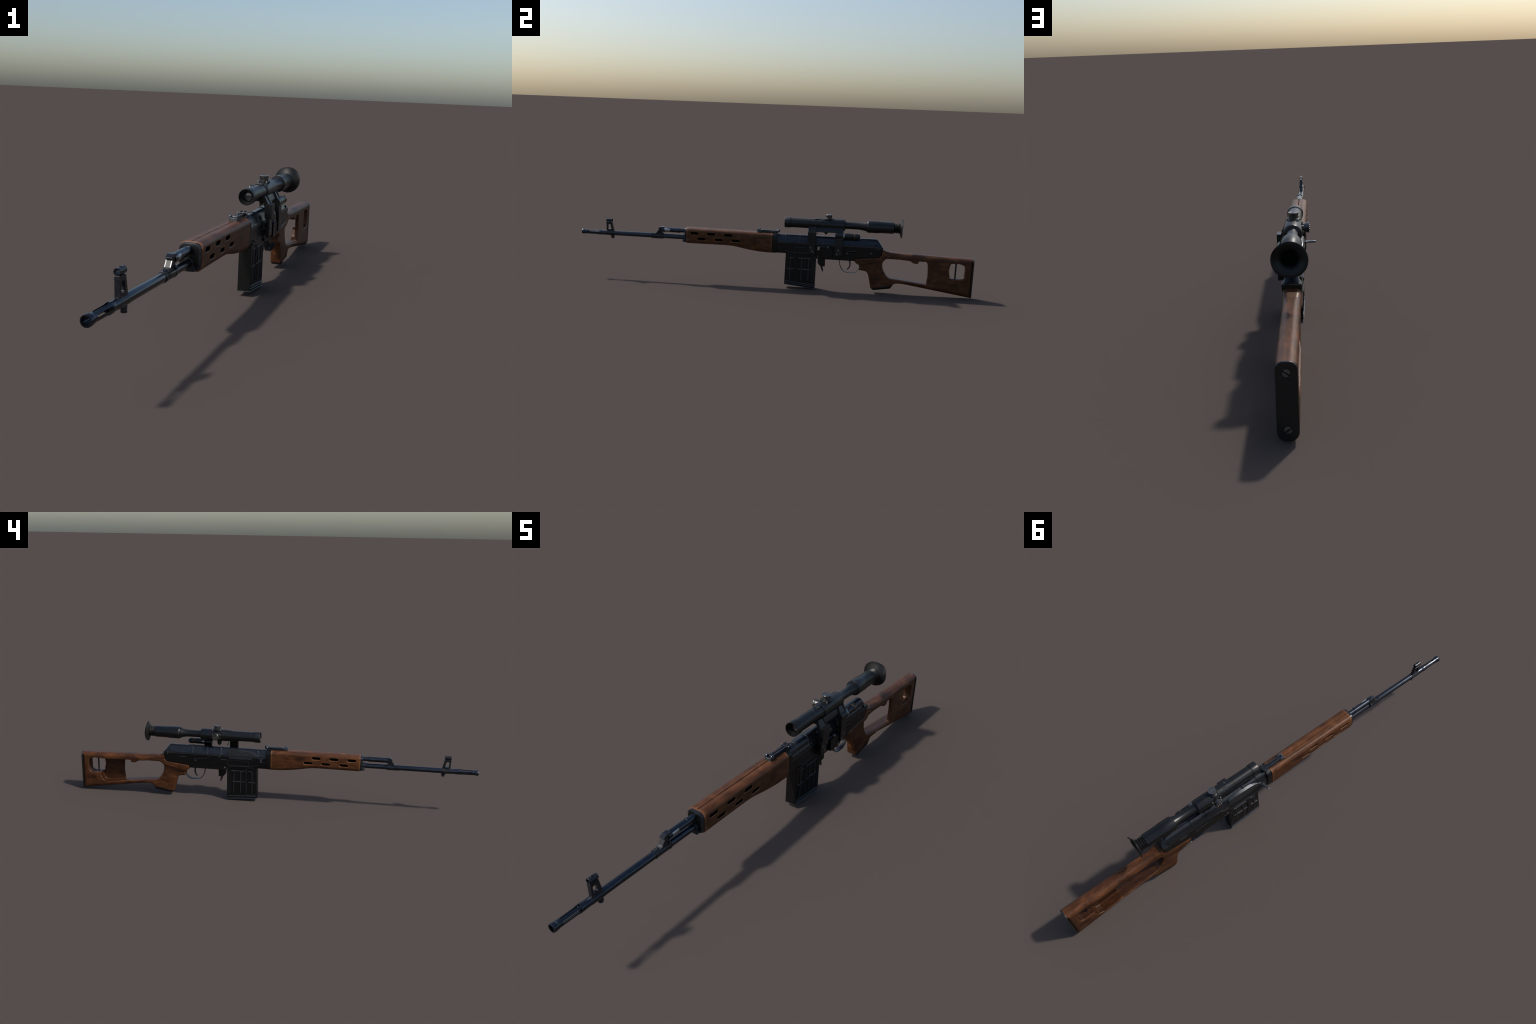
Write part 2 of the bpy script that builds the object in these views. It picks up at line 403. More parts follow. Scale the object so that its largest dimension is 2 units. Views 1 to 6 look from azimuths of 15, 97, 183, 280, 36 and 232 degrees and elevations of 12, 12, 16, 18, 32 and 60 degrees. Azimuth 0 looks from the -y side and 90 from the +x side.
prism("handguard_seam", [(-0.436, 0.262), (-0.06, 0.262), (-0.06, 0.2702), (-0.436, 0.2728)], X0 - 0.0006, X0 + 0.0006, BLACK, hgo, 0)
# worn rim rings at both ends of the wood
def rim(name, y0, y1, sh0, sh1, mat, parent):
    return finish(loft_mesh([guard_ring(y0, sh0), guard_ring((y0 * 3 + y1) / 4, (sh0 + sh1) / 2 - 0.0007), guard_ring((y0 + y1 * 3) / 4, (sh0 + sh1) / 2 - 0.0007), guard_ring(y1, sh1)]), name, mat, parent, 50)
rim("handguard_rim", -0.4395, -0.4350, 0.0016, -0.0001, WORN, hgo)
rim("handguard_rim", -0.0020, 0.0008, -0.0001, 0.0006, WORN, hgo)
# steel caps
front_cap = finish(loft_mesh([guard_ring(-0.4490, 0.0075), guard_ring(-0.4490, 0.0048), guard_ring(-0.4480, 0.0030), guard_ring(-0.4450, 0.0022), guard_ring(-0.4380, 0.0022)]), "handguard_cap", BLUED, rifle, 30)
rear_cap = finish(loft_mesh([guard_ring(0.0, 0.0016), guard_ring(0.0020, 0.0006), guard_ring(0.0230, 0.0010), guard_ring(0.0255, 0.0026), guard_ring(0.0256, 0.0100)]), "handguard_cap", GUN, rifle, 30)
cap_face = finish(loft_mesh([guard_ring(-0.4502, 0.0105), guard_ring(-0.4496, 0.0078), guard_ring(-0.444, 0.0078)]), "cap_plate", GUN, front_cap, 30)
# clamp with lug under the barrel
lathe("cap_collar", [(-0.462, 0.0112), (-0.4615, 0.0150), (-0.456, 0.0155), (-0.449, 0.0155)], O, BLUED, front_cap)
prism("cap_latch", fillet([(X0 - 0.0175, 0.2005, 0.002), (X0 + 0.0175, 0.2005, 0.002), (X0 + 0.0175, 0.2085, 0.003), (X0 + 0.012, 0.225), (X0 - 0.012, 0.225), (X0 - 0.0175, 0.2085, 0.003)], 4), -0.4615, -0.449, BLUED, front_cap, 0.001, axis='y')
for s in (-1, 1):
    stud("latch_pin", (X0 + s * 0.0172, -0.4555, 0.2045), 0.0022, '+x' if s > 0 else '-x', SCREW, front_cap, 0.0014)

# ---- rear sight
rs = prism("rear_sight", fillet([(-0.0770, 0.2680), (0.0240, 0.2680), (0.0240, 0.2775, 0.002), (-0.0480, 0.2790, 0.004), (-0.0600, 0.2815, 0.004), (-0.0770, 0.2810, 0.002)]), X0 - 0.0112, X0 + 0.0112, BLUED, rifle, 0.0008)
for s in (-1, 1):
    prism("sight_ear", fillet([(-0.0775, 0.2760), (-0.0585, 0.2760), (-0.0580, 0.2840, 0.002), (-0.0635, 0.2915, 0.003), (-0.0715, 0.2915, 0.003), (-0.0780, 0.2840, 0.002)]), X0 + s * 0.0108 - 0.0024, X0 + s * 0.0108 + 0.0024, EDGE, rs, 0.0008)
    lathe("sight_screw", [(X0 + s * 0.0100, 0.0032), (X0 + s * 0.0135, 0.0030), (X0 + s * 0.0138, 0)], (0, -0.0675, 0.2860), SCREW, rs, 'x', 14)
prism("sight_crossbar", fillet([(X0 - 0.0128, 0.2720), (X0 + 0.0128, 0.2720), (X0 + 0.0132, 0.2905, 0.001), (X0 + 0.0098, 0.2905, 0.001), (X0 + 0.0075, 0.2838, 0.003), (X0 - 0.0075, 0.2838, 0.003), (X0 - 0.0098, 0.2905, 0.001), (X0 - 0.0132, 0.2905, 0.001)], 4), -0.0790, -0.0735, EDGE, rs, 0.0008, axis="y")
leaf = prism("sight_leaf", fillet([(-0.0640, 0.2800), (0.0330, 0.2792), (0.0335, 0.2845), (-0.0640, 0.2862, 0.002)]), X0 - 0.0090, X0 + 0.0090, BLUED, rs, 0.0007)
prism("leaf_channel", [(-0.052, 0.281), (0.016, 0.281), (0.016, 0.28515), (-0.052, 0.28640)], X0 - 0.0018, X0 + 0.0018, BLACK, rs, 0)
for k in range(11):
    y = -0.047 + 0.0058 * k
    for s in (-1, 1):
        box("range_mark", (X0 + s * 0.0056 - 0.0021, X0 + s * 0.0056 + 0.0021), (y - 0.0010, y + 0.0010), (0.2830, 0.28640 - 0.00002 * k * 5), EDGE, rs, 0)
sl = prism("sight_slider", fillet([(0.0160, 0.2775, 0.001), (0.0315, 0.2775, 0.001), (0.0315, 0.2870, 0.001), (0.0160, 0.2880, 0.001)]), X0 - 0.0135, X0 + 0.0135, BLUED, rs, 0.001)
for s in (-1, 1):
    lathe("slider_knob", [(X0 + s * 0.011, 0.0040), (X0 + s * 0.0155, 0.0040), (X0 + s * 0.0165, 0.0030), (X0 + s * 0.0165, 0)], (0, 0.0235, 0.2842), EDGE, rs, 'x', 18)
notch = fillet([(X0 - 0.0095, 0.279), (X0 + 0.0095, 0.279), (X0 + 0.0095, 0.2925, 0.001), (X0 + 0.0035, 0.2925, 0.001), (X0 + 0.0022, 0.2880), (X0 - 0.0022, 0.2880), (X0 - 0.0035, 0.2925, 0.001), (X0 - 0.0095, 0.2925, 0.001)], 3)
prism("sight_notch", notch, 0.0300, 0.0345, BLUED, rs, 0.0005, axis='y')

# ---- receiver
HR = 0.0272
body = fillet([(0.0235, 0.1905), (0.0720, 0.1905, 0.004), (0.0880, 0.1825, 0.010), (0.1980, 0.1800, 0.012), (0.2180, 0.1680, 0.010), (0.2300, 0.1580, 0.006), (0.4180, 0.1580), (0.4180, 0.1720),
               (0.5380, 0.1860, 0.006), (0.5440, 0.1950, 0.006), (0.5505, 0.2230), (0.5505, 0.2360), (0.0235, 0.2360)], 6)
rec = prism("receiver", body, X0 - HR, X0 + HR, GUN, rifle, 0.0018, 2)
box("receiver_core", (X0 - 0.020, X0 + 0.020), (0.024, 0.226), (0.176, 0.20), GUN, rec, 0)
for s, sd in ((1, '+x'), (-1, '-x')):
    xs = X0 + s * HR
    def flat(name, loops, out, mat=GUN, parent=rec, bev=0.0005, xs=xs, s=s):
        lo, hi = sorted((xs - s * 0.004, xs + s * out)); return prism(name, loops, lo, hi, mat, parent, bev)
    flat("receiver_rail", rect(0.030, 0.2290, 0.546, 0.2345, 0.001), 0.0018, RIB)
    # raised lip over the magazine well
    lip_o = spline([(0.066, 0.1905), (0.084, 0.1868), (0.096, 0.1822), (0.14, 0.1808), (0.192, 0.1800), (0.206, 0.1755), (0.2165, 0.1655), (0.228, 0.1595)], 5)
    lip = lip_o + [(y, z + 0.0028) for y, z in reversed(lip_o)]
    flat("well_lip", lip, 0.0016, RIB, rec, 0.0003)
    flat("pressed_rib", rect(0.024, 0.2035, 0.068, 0.2085, 0.0024), 0.0014, GUN)
    arc = spline([(0.232, 0.1605), (0.244, 0.1650), (0.262, 0.1672), (0.36, 0.1660), (0.392, 0.1640), (0.402, 0.1595)], 5)
    flat("guard_plate", arc + [(0.402, 0.1582), (0.232, 0.1582)], 0.0010, GUN)
    stud("receiver_rivet", (xs, 0.5330, 0.2245), 0.0030, sd, SCREW, rec, 0.0014)
    stud("receiver_rivet", (xs, 0.2350, 0.1710), 0.0042, sd, SCREW, rec, 0.0022)

def frame(name, y0, z0, y1, z1, w, s, out, mat=RIB, r=0.002):
    xs = X0 + s * HR; lo, hi = sorted((xs - s * 0.003, xs + s * out))
    return prism(name, [rect(y0, z0, y1, z1, r), rect(y0 + w, z0 + w, y1 - w, z1 - w, r * 0.6)], lo, hi, mat, rec, 0.0003)
frame("pressed_frame", 0.1140, 0.1850, 0.1745, 0.2120, 0.0018, 1, 0.0010)
frame("pressed_frame", 0.1130, 0.1845, 0.2210, 0.2120, 0.0018, -1, 0.0010)
prism("side_slot", rect(0.3880, 0.1900, 0.4240, 0.2085, 0.004), X0 + HR - 0.002, X0 + HR + 0.0007, GUN, rec, 0.0003)
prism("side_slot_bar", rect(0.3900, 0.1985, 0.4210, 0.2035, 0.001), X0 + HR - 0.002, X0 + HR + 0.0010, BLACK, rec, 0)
prism("side_slot_bar", rect(0.3890, 0.2065, 0.4235, 0.2085, 0.001), X0 + HR - 0.002, X0 + HR + 0.0022, EDGE, rec, 0.0004)
stud("receiver_rivet", (X0 + HR, 0.3790, 0.1940), 0.0038, '+x', SCREW, rec, 0.0016)
stud("receiver_rivet", (X0 + HR, 0.4970, 0.2020), 0.0034, '+x', SCREW, rec, 0.0014)
prism("side_plate", rect(0.255, 0.1650, 0.4020, 0.1720, 0.003), X0 + HR - 0.002, X0 + HR + 0.0008, GUN, rec, 0.0003)
prism("pressed_mark", rect(0.4340, 0.2125, 0.4700, 0.2150, 0.001), X0 - HR - 0.0008, X0 - HR + 0.002, EDGE, rec, 0.0003)
prism("pressed_mark", rect(0.4790, 0.2120, 0.5020, 0.2138, 0.001), X0 - HR - 0.0006, X0 - HR + 0.002, GUN, rec, 0.0003)

# ---- receiver cover with pressed ribs
def cover_ring(y, zt, grow=0.0, base=0.2345):
    h = zt - base
    half = [(0.0272, 0.0), (0.0268, 0.10), (0.0236, 0.24), (0.0205, 0.45), (0.0186, 0.66), (0.0155, 0.84), (0.0100, 0.955), (0.0045, 0.992)]
    pts = [(a + grow, base + h * t + (grow if t > 0.8 else grow * 0.4)) for a, t in half]
    return [(X0 + a, y, b) for a, b in pts] + [(X0, y, zt + grow)] + [(X0 - a, y, b) for a, b in reversed(pts)]
def cover_grow(y):
    g = 0
    for r in (0.0705, 0.1415, 0.2570, 0.3270, 0.4025):
        g = max(g, 0.0017 * (1 - smooth(0.0014, 0.0036, abs(y - r))))
    return g
ys = sorted(set([0.0240 + 0.498 * k / 166 for k in range(167)]))
cov = finish(loft_mesh([cover_ring(y, 0.2708, cover_grow(y)) for y in ys] +
        [[(X0 + (p[0] - X0) * 1.0, y, min(p[2], 0.2345 + h)) for p in cover_ring(y, 0.2345 + max(h, 0.004))] for y, h in ((0.5235, 0.0355), (0.5340, 0.0235), (0.5420, 0.0125), (0.5478, 0.0045))]),
        "receiver_cover", BLUED, rifle, 32)
box("cover_tail", (X0 - 0.0285, X0 + 0.0285), (0.5310, 0.5530), (0.2200, 0.2355), GUN, rifle, 0.0018)
for s in (-1, 1):
    lo, hi = sorted((X0 + s * 0.0255, X0 + s * 0.0288))
    box("cover_hem", (lo, hi), (0.026, 0.5160), (0.2330, 0.2368), GUN, cov, 0.0006)
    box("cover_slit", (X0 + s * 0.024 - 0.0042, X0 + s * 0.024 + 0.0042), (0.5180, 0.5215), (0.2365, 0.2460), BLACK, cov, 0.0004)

# ---- bolt carrier and charging handle on the ejection side
car = []
for y, zt, xo in ((0.2235, 0.250, 0.0220), (0.2215, 0.2580, 0.0268), (0.2120, 0.2630, 0.0284), (0.1600, 0.2650, 0.0288), (0.1100, 0.2630, 0.0286), (0.0850, 0.2550, 0.0282), (0.0640, 0.2440, 0.0278), (0.0480, 0.2370, 0.0272)):
    car.append([(X0 - 0.010, y, 0.2200), (X0 - xo, y, 0.2200), (X0 - xo, y, 0.2310), (X0 - xo + 0.0002, y, min(0.2380, zt - 0.002)), (X0 - xo + 0.0014, y, zt - 0.0035), (X0 - 0.0165, y, zt), (X0 - 0.010, y, zt + 0.002)])
carrier = finish(loft_mesh(car), "bolt_carrier", CARRIER, rifle, 36)
prism("port_lower_edge", [(0.0550, 0.2120), (0.2215, 0.2120), (0.2215, 0.2330), (0.0550, 0.2345)], X0 - HR - 0.0012, X0 - HR + 0.004, GUN, rec, 0.0005)
hp = [(-0.018, 0.0038, 0.0130), (-0.0240, 0.0038, 0.0120), (-0.0280, 0.0038, 0.0075), (-0.0400, 0.0040, 0.0058), (-0.0560, 0.0042, 0.0060), (-0.0600, 0.0038, 0.0052), (-0.0620, 0.0022, 0.0034)]
secs = []
for x, rz, ry in hp:
    yc = 0.0515 + (-0.018 - x) * (-0.0060 / 0.044)
    secs.append([(x, yc + ry * math.cos(t) * 0.72, 0.2245 + rz * math.sin(t)) for t in [2 * math.pi * k / 16 for k in range(16)]])
handle = finish(loft_mesh(secs), "charging_handle", EDGE, rifle, 50)
box("handle_root", (-0.0272, -0.018), (0.0400, 0.0640), (0.2205, 0.2300), BLUED, handle, 0.0012)
prism("handle_slot", rect(0.0250, 0.2075, 0.0720, 0.2120, 0.001), X0 - HR - 0.0020, X0 - HR + 0.003, BLUED, rec, 0.0005)

# ---- selector lever
arm = fillet([(0.3985, 0.1980, 0.006), (0.3860, 0.1885, 0.006), (0.3760, 0.1930, 0.005), (0.3700, 0.2010, 0.002), (0.3320, 0.2050, 0.006), (0.3020, 0.2235, 0.006), (0.2610, 0.2250, 0.001), (0.2600, 0.2295, 0.001),
              (0.3010, 0.2300, 0.006), (0.3320, 0.2115, 0.006), (0.3880, 0.2062, 0.004)], 5)
sel = prism("selector_lever", arm, X0 - HR - 0.0020, X0 - HR + 0.001, GUN, rifle, 0.0006)
edge_path = [(0.3940, 0.2052), (0.3800, 0.2066), (0.3340, 0.2114), (0.3170, 0.2215), (0.3010, 0.2298), (0.2610, 0.2294)]
for a, b in zip(edge_path, edge_path[1:]):
    d = (Vector(b) - Vector(a)).normalized(); nrm = Vector((-d.y, d.x)) * 0.0007
    q = [tuple(Vector(a) + nrm), tuple(Vector(b) + nrm), tuple(Vector(b) - nrm), tuple(Vector(a) - nrm)]
    prism("lever_edge", q, X0 - HR - 0.0034, X0 - HR, RIB, sel, 0.0002)
box("lever_tab", (X0 - HR - 0.0042, X0 - HR), (0.2590, 0.2640), (0.2225, 0.2300), SCREW, sel, 0.0006)
stud("lever_pivot", (X0 - HR - 0.001, 0.3868, 0.1975), 0.0062, '-x', GUN, sel, 0.0030, 24)
stud("lever_pivot_pin", (X0 - HR - 0.004, 0.3868, 0.1975), 0.0025, '-x', SCREW, sel, 0.0012)
prism("pressed_rib", rect(0.2250, 0.2105, 0.2560, 0.2130, 0.001), X0 - HR - 0.0012, X0 - HR + 0.002, EDGE, rec, 0.0004)
prism("pressed_rib", rect(0.2270, 0.1850, 0.2430, 0.1870, 0.001), X0 - HR - 0.0010, X0 - HR + 0.002, GUN, rec, 0.0004)

# ---- magazine
HM = 0.0215
mag_out = [(0.0690, 0.0178), (0.2240, 0.0025), (0.2245, 0.1640), (0.2100, 0.1950), (0.0715, 0.1950)]
mag = prism("magazine", fillet([(a, b, 0.002) for a, b in mag_out], 3), X0 - HM, X0 + HM, GUN, rifle, 0.0022, 2)
def mz(y, up):                      # height above the sloping floor
    return 0.0188 - 0.0155 * (y - 0.069) / 0.155 + up
prism("floor_plate", [(0.0680, mz(0.0680, -0.0032)), (0.2250, mz(0.2250, -0.0032)), (0.2250, mz(0.2250, -0.0008)), (0.0680, mz(0.0680, -0.0008))], X0 - HM - 0.0005, X0 + HM + 0.0005, EDGE, mag, 0.0012)
for s in (-1, 1):
    xs = X0 + s * HM
    def rib(pts, out=0.0016, mat=GUN, xs=xs, s=s):
        lo, hi = sorted((xs - s * 0.004, xs + s * out)); return prism("magazine_rib", pts, lo, hi, mat, mag, 0.0006)
    for up, h in ((0.0060, 0.0026), (0.0150, 0.0026)):
        rib([(0.0735, mz(0.0735, up)), (0.2215, mz(0.2215, up)), (0.2215, mz(0.2215, up + h)), (0.0735, mz(0.0735, up + h))], 0.0026, EDGE)  # brighter steel colours in the sky reflection along the rib tops
    rib(rect(0.0835, 0.1705, 0.1215, 0.1752, 0.002), 0.0034, BLUED)
    rib(rect(0.0925, 0.1550, 0.1140, 0.1582, 0.001), 0.0030, EDGE)
    rib(rect(0.1345, 0.1544, 0.2010, 0.1577, 0.001), 0.0030, EDGE)
    for y0, y1 in ((0.0790, 0.0920), (0.0990, 0.1140), (0.1330, 0.1500), (0.1570, 0.1860), (0.1920, 0.2010)):
        rib(rect(y0, 0.0972 , y1, 0.1004, 0.001), 0.0030, EDGE)
    for y in (0.0955, 0.1535, 0.1885):
        rib(rect(y - 0.0022, 0.0400, y + 0.0022, 0.1530, 0.0015), 0.0024, RIB)
    rib(rect(0.1228, 0.0400, 0.1302, 0.1670, 0.003), 0.0028, RIB)
    lo, hi = sorted((xs + s * 0.0015, xs + s * 0.0030))
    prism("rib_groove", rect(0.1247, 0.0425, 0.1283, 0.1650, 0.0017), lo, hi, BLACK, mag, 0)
    for y in (0.2085, 0.2160):
        rib(rect(y - 0.0010, 0.0320, y + 0.0010, 0.1560, 0.0008), 0.0018, RIB)

# ---- magazine catch
catch = prism("magazine_catch", fillet([(0.2330, 0.1640), (0.2700, 0.1640), (0.2700, 0.1180, 0.002), (0.2520, 0.1170, 0.003), (0.2420, 0.1225, 0.004), (0.2330, 0.1340, 0.006)]), X0 - 0.0120, X0 + 0.0120, GUN, rifle, 0.001)
prism("catch_lever", fillet([(0.2450, 0.1250), (0.2560, 0.1220), (0.2640, 0.0930, 0.001), (0.2590, 0.0898, 0.001), (0.2510, 0.1070, 0.004)]), X0 - 0.0085, X0 + 0.0085, BLUED, catch, 0.0007)
for s in (-1, 1):
    stud("catch_pin", (X0 + s * 0.012, 0.2490, 0.1350), 0.0045, '+x' if s > 0 else '-x', GUN, catch, 0.0012)

# ---- trigger group
tg = spline([(0.3390, 0.1600), (0.3415, 0.1500), (0.3450, 0.1300), (0.3530, 0.1120), (0.3660, 0.0985), (0.3820, 0.0940), (0.4000, 0.0930), (0.4180, 0.0945), (0.4320, 0.1030), (0.4420, 0.1150), (0.4460, 0.1290)], 5)
sweep("trigger_guard", tg, 0.0170, 0.0030, BLUED, rifle)
tr = spline([(0.3905, 0.1600), (0.3935, 0.1500), (0.3958, 0.1380), (0.3945, 0.1250), (0.3890, 0.1150), (0.3825, 0.1085)], 5)
sweep("trigger", tr, 0.0085, [0.0075 - 0.0032 * i / (len(tr) - 1) for i in range(len(tr))], BLUED, rifle)

# ---- skeleton stock
HS = 0.0255
outline = fillet([(0.4185, 0.1712, 0.002), (0.5390, 0.1862, 0.006), (0.5480, 0.1960, 0.006), (0.5500, 0.2240), (0.5640, 0.2175, 0.02), (0.5900, 0.2108, 0.05), (0.6500, 0.2078, 0.2), (0.9960, 0.2002, 0.003),
                  (0.9960, 0.0045, 0.002), (0.6430, 0.0558, 0.03), (0.6180, 0.0540, 0.02), (0.6080, 0.0360, 0.012), (0.6020, 0.0265, 0.008), (0.5180, 0.0125, 0.012), (0.5030, 0.0240, 0.008),
                  (0.4950, 0.0640, 0.05), (0.4870, 0.0950, 0.03), (0.4760, 0.1070, 0.014), (0.4420, 0.1115, 0.002), (0.4405, 0.1370, 0.006), (0.4230, 0.1470, 0.006), (0.4175, 0.1550, 0.005)], 8)
hole = fillet([(0.5545, 0.1560, 0.02), (0.5580, 0.1240, 0.06), (0.5770, 0.0915, 0.03), (0.5940, 0.0788, 0.02), (0.6480, 0.0748, 0.2), (0.7750, 0.0610, 0.003), (0.7800, 0.1080, 0.1), (0.7770, 0.1600, 0.02), (0.7700, 0.1748, 0.006),
               (0.7330, 0.1748, 0.002), (0.7300, 0.1620, 0.006), (0.7080, 0.1625, 0.010), (0.6900, 0.1738, 0.008), (0.6400, 0.1780, 0.1), (0.5720, 0.1780, 0.012)], 8)
window = fillet([(0.8880, 0.0985, 0.006), (0.9300, 0.0970, 0.02), (0.9570, 0.1010, 0.016), (0.9580, 0.1650, 0.016), (0.9320, 0.1742, 0.02), (0.8880, 0.1740, 0.010), (0.8810, 0.1400, 0.06)], 8)
win_left = fillet([(0.8960, 0.0980, 0.005), (0.9080, 0.0965, 0.02), (0.9560, 0.0940, 0.022), (0.9630, 0.1250, 0.05), (0.9600, 0.1705, 0.016), (0.8960, 0.1715, 0.006)], 8)
scoop = fillet([(0.6000, 0.1000, 0.01), (0.6000, 0.0825, 0.01), (0.7200, 0.0690, 0.2), (0.8600, 0.0495, 0.014), (0.8850, 0.0560, 0.018), (0.8985, 0.0900, 0.012), (0.8900, 0.1090, 0.006), (0.9050, 0.1120, 0.004), (0.9050, 0.1715, 0.006), (0.7600, 0.1745, 0.02), (0.7000, 0.15, 0.01)], 8)
import numpy as np
st = temp(prism_mesh([outline], X0 - HS, X0 + HS, 0))
cut = [temp(prism_mesh([hole], -0.1, 0.1, 0)), temp(prism_mesh([window], -0.1, 0.1, 0)),
       temp(prism_mesh([scoop], -0.1, 0.0185, 0.004, 3)), temp(prism_mesh([win_left], -0.1, 0.0160, 0.003, 3))]
me = boolean(st, cut)
so = temp(me)
rm = so.modifiers.new("r", 'REMESH'); rm.mode = 'VOXEL'; rm.voxel_size = 0.0011; rm.use_smooth_shade = True
me2 = evaluated(so); bpy.data.objects.remove(so); me2.materials.clear()

def outline_distance(P, loop):
    """distance of points (y, z) to a closed outline"""
    L = np.array(loop); best = np.full(len(P), 1e9)
    for a, b in zip(L, np.roll(L, -1, axis=0)):
        d = b - a; q = float(d @ d)
        if q < 1e-14: continue
        t = np.clip(((P - a) @ d) / q, 0, 1)
        best = np.minimum(best, np.hypot(*(P - a - t[:, None] * d).T))
    return best

def round_over(V, loop, R, side=None):
    """roll the long edges along an outline over with radius R (array or number)"""
    D = outline_distance(V[:, 1:], loop)
    R = np.broadcast_to(R, D.shape)
    e = np.clip(R - D, 0, None)
    lim = 1 - (R - np.sqrt(np.clip(R * R - e * e, 0, None))) / HS
    rel = V[:, 0] - X0
    if side is not None: lim = np.where(rel * side > 0, lim, 1.0)
    V[:, 0] = X0 + rel * lim
n = len(me2.vertices)
V = np.empty(n * 3); me2.vertices.foreach_get("co", V); V = V.reshape(-1, 3)
top = np.clip((V[:, 1] - 0.555) / 0.06, 0, 1)
round_over(V, outline, np.where(V[:, 1] < 0.66, 0.009 + 0.008 * top * (V[:, 2] > 0.12), 0.0185))
round_over(V, hole, 0.0055)
round_over(V, window, 0.0045)
round_over(V, scoop, np.where(V[:, 1] > 0.77, 0.0035, 0.0), -1)
round_over(V, win_left, 0.0032, -1)
me2.vertices.foreach_set("co", V.ravel()); me2.update()
so = temp(me2); sm = so.modifiers.new("s", 'SMOOTH'); sm.factor = 0.5; sm.iterations = 4
me2 = evaluated(so); bpy.data.objects.remove(so); me2.materials.clear()

def tang_line(y): return 0.1385 + (y - 0.4405) * (0.170 - 0.1385) / 0.1255
def ridge(y):                      # rear boundary of the thick tang
    pts = [(0.548, 0.216), (0.560, 0.205), (0.578, 0.1935), (0.602, 0.1880), (0.62, 0.1875)]
    for a, b in zip(pts, pts[1:]):
        if a[0] <= y <= b[0]: return a[1] + (b[1] - a[1]) * (y - a[0]) / (b[0] - a[0])
    return 0.30 if y < 0.548 else 0.1875
for v in me2.vertices:
    x, y, z = v.co
    f = 1.0
    if y < 0.66:
        below = 1 - smooth(-0.0014, 0.0010, z - tang_line(min(y, 0.575)))
        grip = 0.205 * below * (1 - smooth(0.565, 0.645, y)) * (1 - 0.25 * (1 - smooth(0.012, 0.05, z)))
        tang = 0.075 * (1 - below) * (1 - smooth(-0.0012, 0.0014, z - ridge(y))) * (1 - smooth(0.575, 0.612, y))
        f = 1 - grip + tang
    if y > 0.60: f *= 1 + 0.03 * smooth(0.6, 1.0, y)
    v.co.x = X0 + (x - X0) * f

# split off the dark grip foot along the same surface
def split_mesh(me, test):
    a, b = me.copy(), me.copy()
    for m, keep in ((a, True), (b, False)):
        bm = bmesh.new(); bm.from_mesh(m)
        dele = [f for f in bm.faces if test(f.calc_center_median()) != keep]
        bmesh.ops.delete(bm, geom=dele, context='FACES'); bm.to_mesh(m); bm.free()
    return a, b
def foot_test(c): return c.y < 0.62 and c.z < 0.0235 + (c.y - 0.5034) * (0.0422 - 0.0235) / 0.1033 + 0.0006
foot_me, stock_me = split_mesh(me2, foot_test)
stock = finish(stock_me, "stock", WOOD, rifle, 60)
# walls of the cut-outs and the floor of the scoop get the wood colour darkened for recess shadow
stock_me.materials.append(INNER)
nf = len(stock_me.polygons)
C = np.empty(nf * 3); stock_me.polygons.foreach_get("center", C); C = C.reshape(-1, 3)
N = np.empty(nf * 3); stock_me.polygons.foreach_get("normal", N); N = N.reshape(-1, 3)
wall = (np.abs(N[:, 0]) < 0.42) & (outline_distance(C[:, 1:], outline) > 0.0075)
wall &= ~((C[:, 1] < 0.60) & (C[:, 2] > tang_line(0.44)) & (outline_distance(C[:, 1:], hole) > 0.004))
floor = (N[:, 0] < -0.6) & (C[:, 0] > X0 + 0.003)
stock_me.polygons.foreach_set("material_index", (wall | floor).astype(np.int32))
for v in foot_me.vertices: v.co.x = X0 + (v.co.x - X0) * 1.004
finish(foot_me, "grip_foot", GUN, rifle, 60)
stud("stock_pin", (X0 - 0.0240, 0.5700, 0.1795), 0.0024, '-x', SCREW, stock, 0.0016)
stud("stock_pin", (X0 + 0.0240, 0.5700, 0.1795), 0.0024, '+x', SCREW, stock, 0.0006)
lathe("sling_rod", [(0.088, 0.0), (0.088, 0.0040), (0.182, 0.0040), (0.182, 0)], (X0, 0.9155, 0), BLUED, rifle, 'z', 20)

# ---- butt plate
bp = fillet([(X0 - 0.0262, 0.0020, 0.0235), (X0 + 0.0262, 0.0020, 0.0235), (X0 + 0.0262, 0.1895, 0.014), (X0 + 0.0135, 0.2012, 0.03), (X0 - 0.0135, 0.2012, 0.03), (X0 - 0.0262, 0.1895, 0.014)], 8)
butt = prism("butt_plate", bp, 0.9920, 0.9992, PLATE, rifle, 0.0024, 3, axis='y')
for z, t in ((0.1730, 0.55), (0.0310, -0.6)):
    lathe("screw_recess", [(0.9980, 0.0), (0.9980, 0.0112), (0.9994, 0.0110), (0.9994, 0)], (X0 , 0, z), BLACK, butt, n=28)
    screw_head("butt_screw", (X0, 0.9990, z), 0.0098, '+y', SCREW, butt, t, 0.0010)

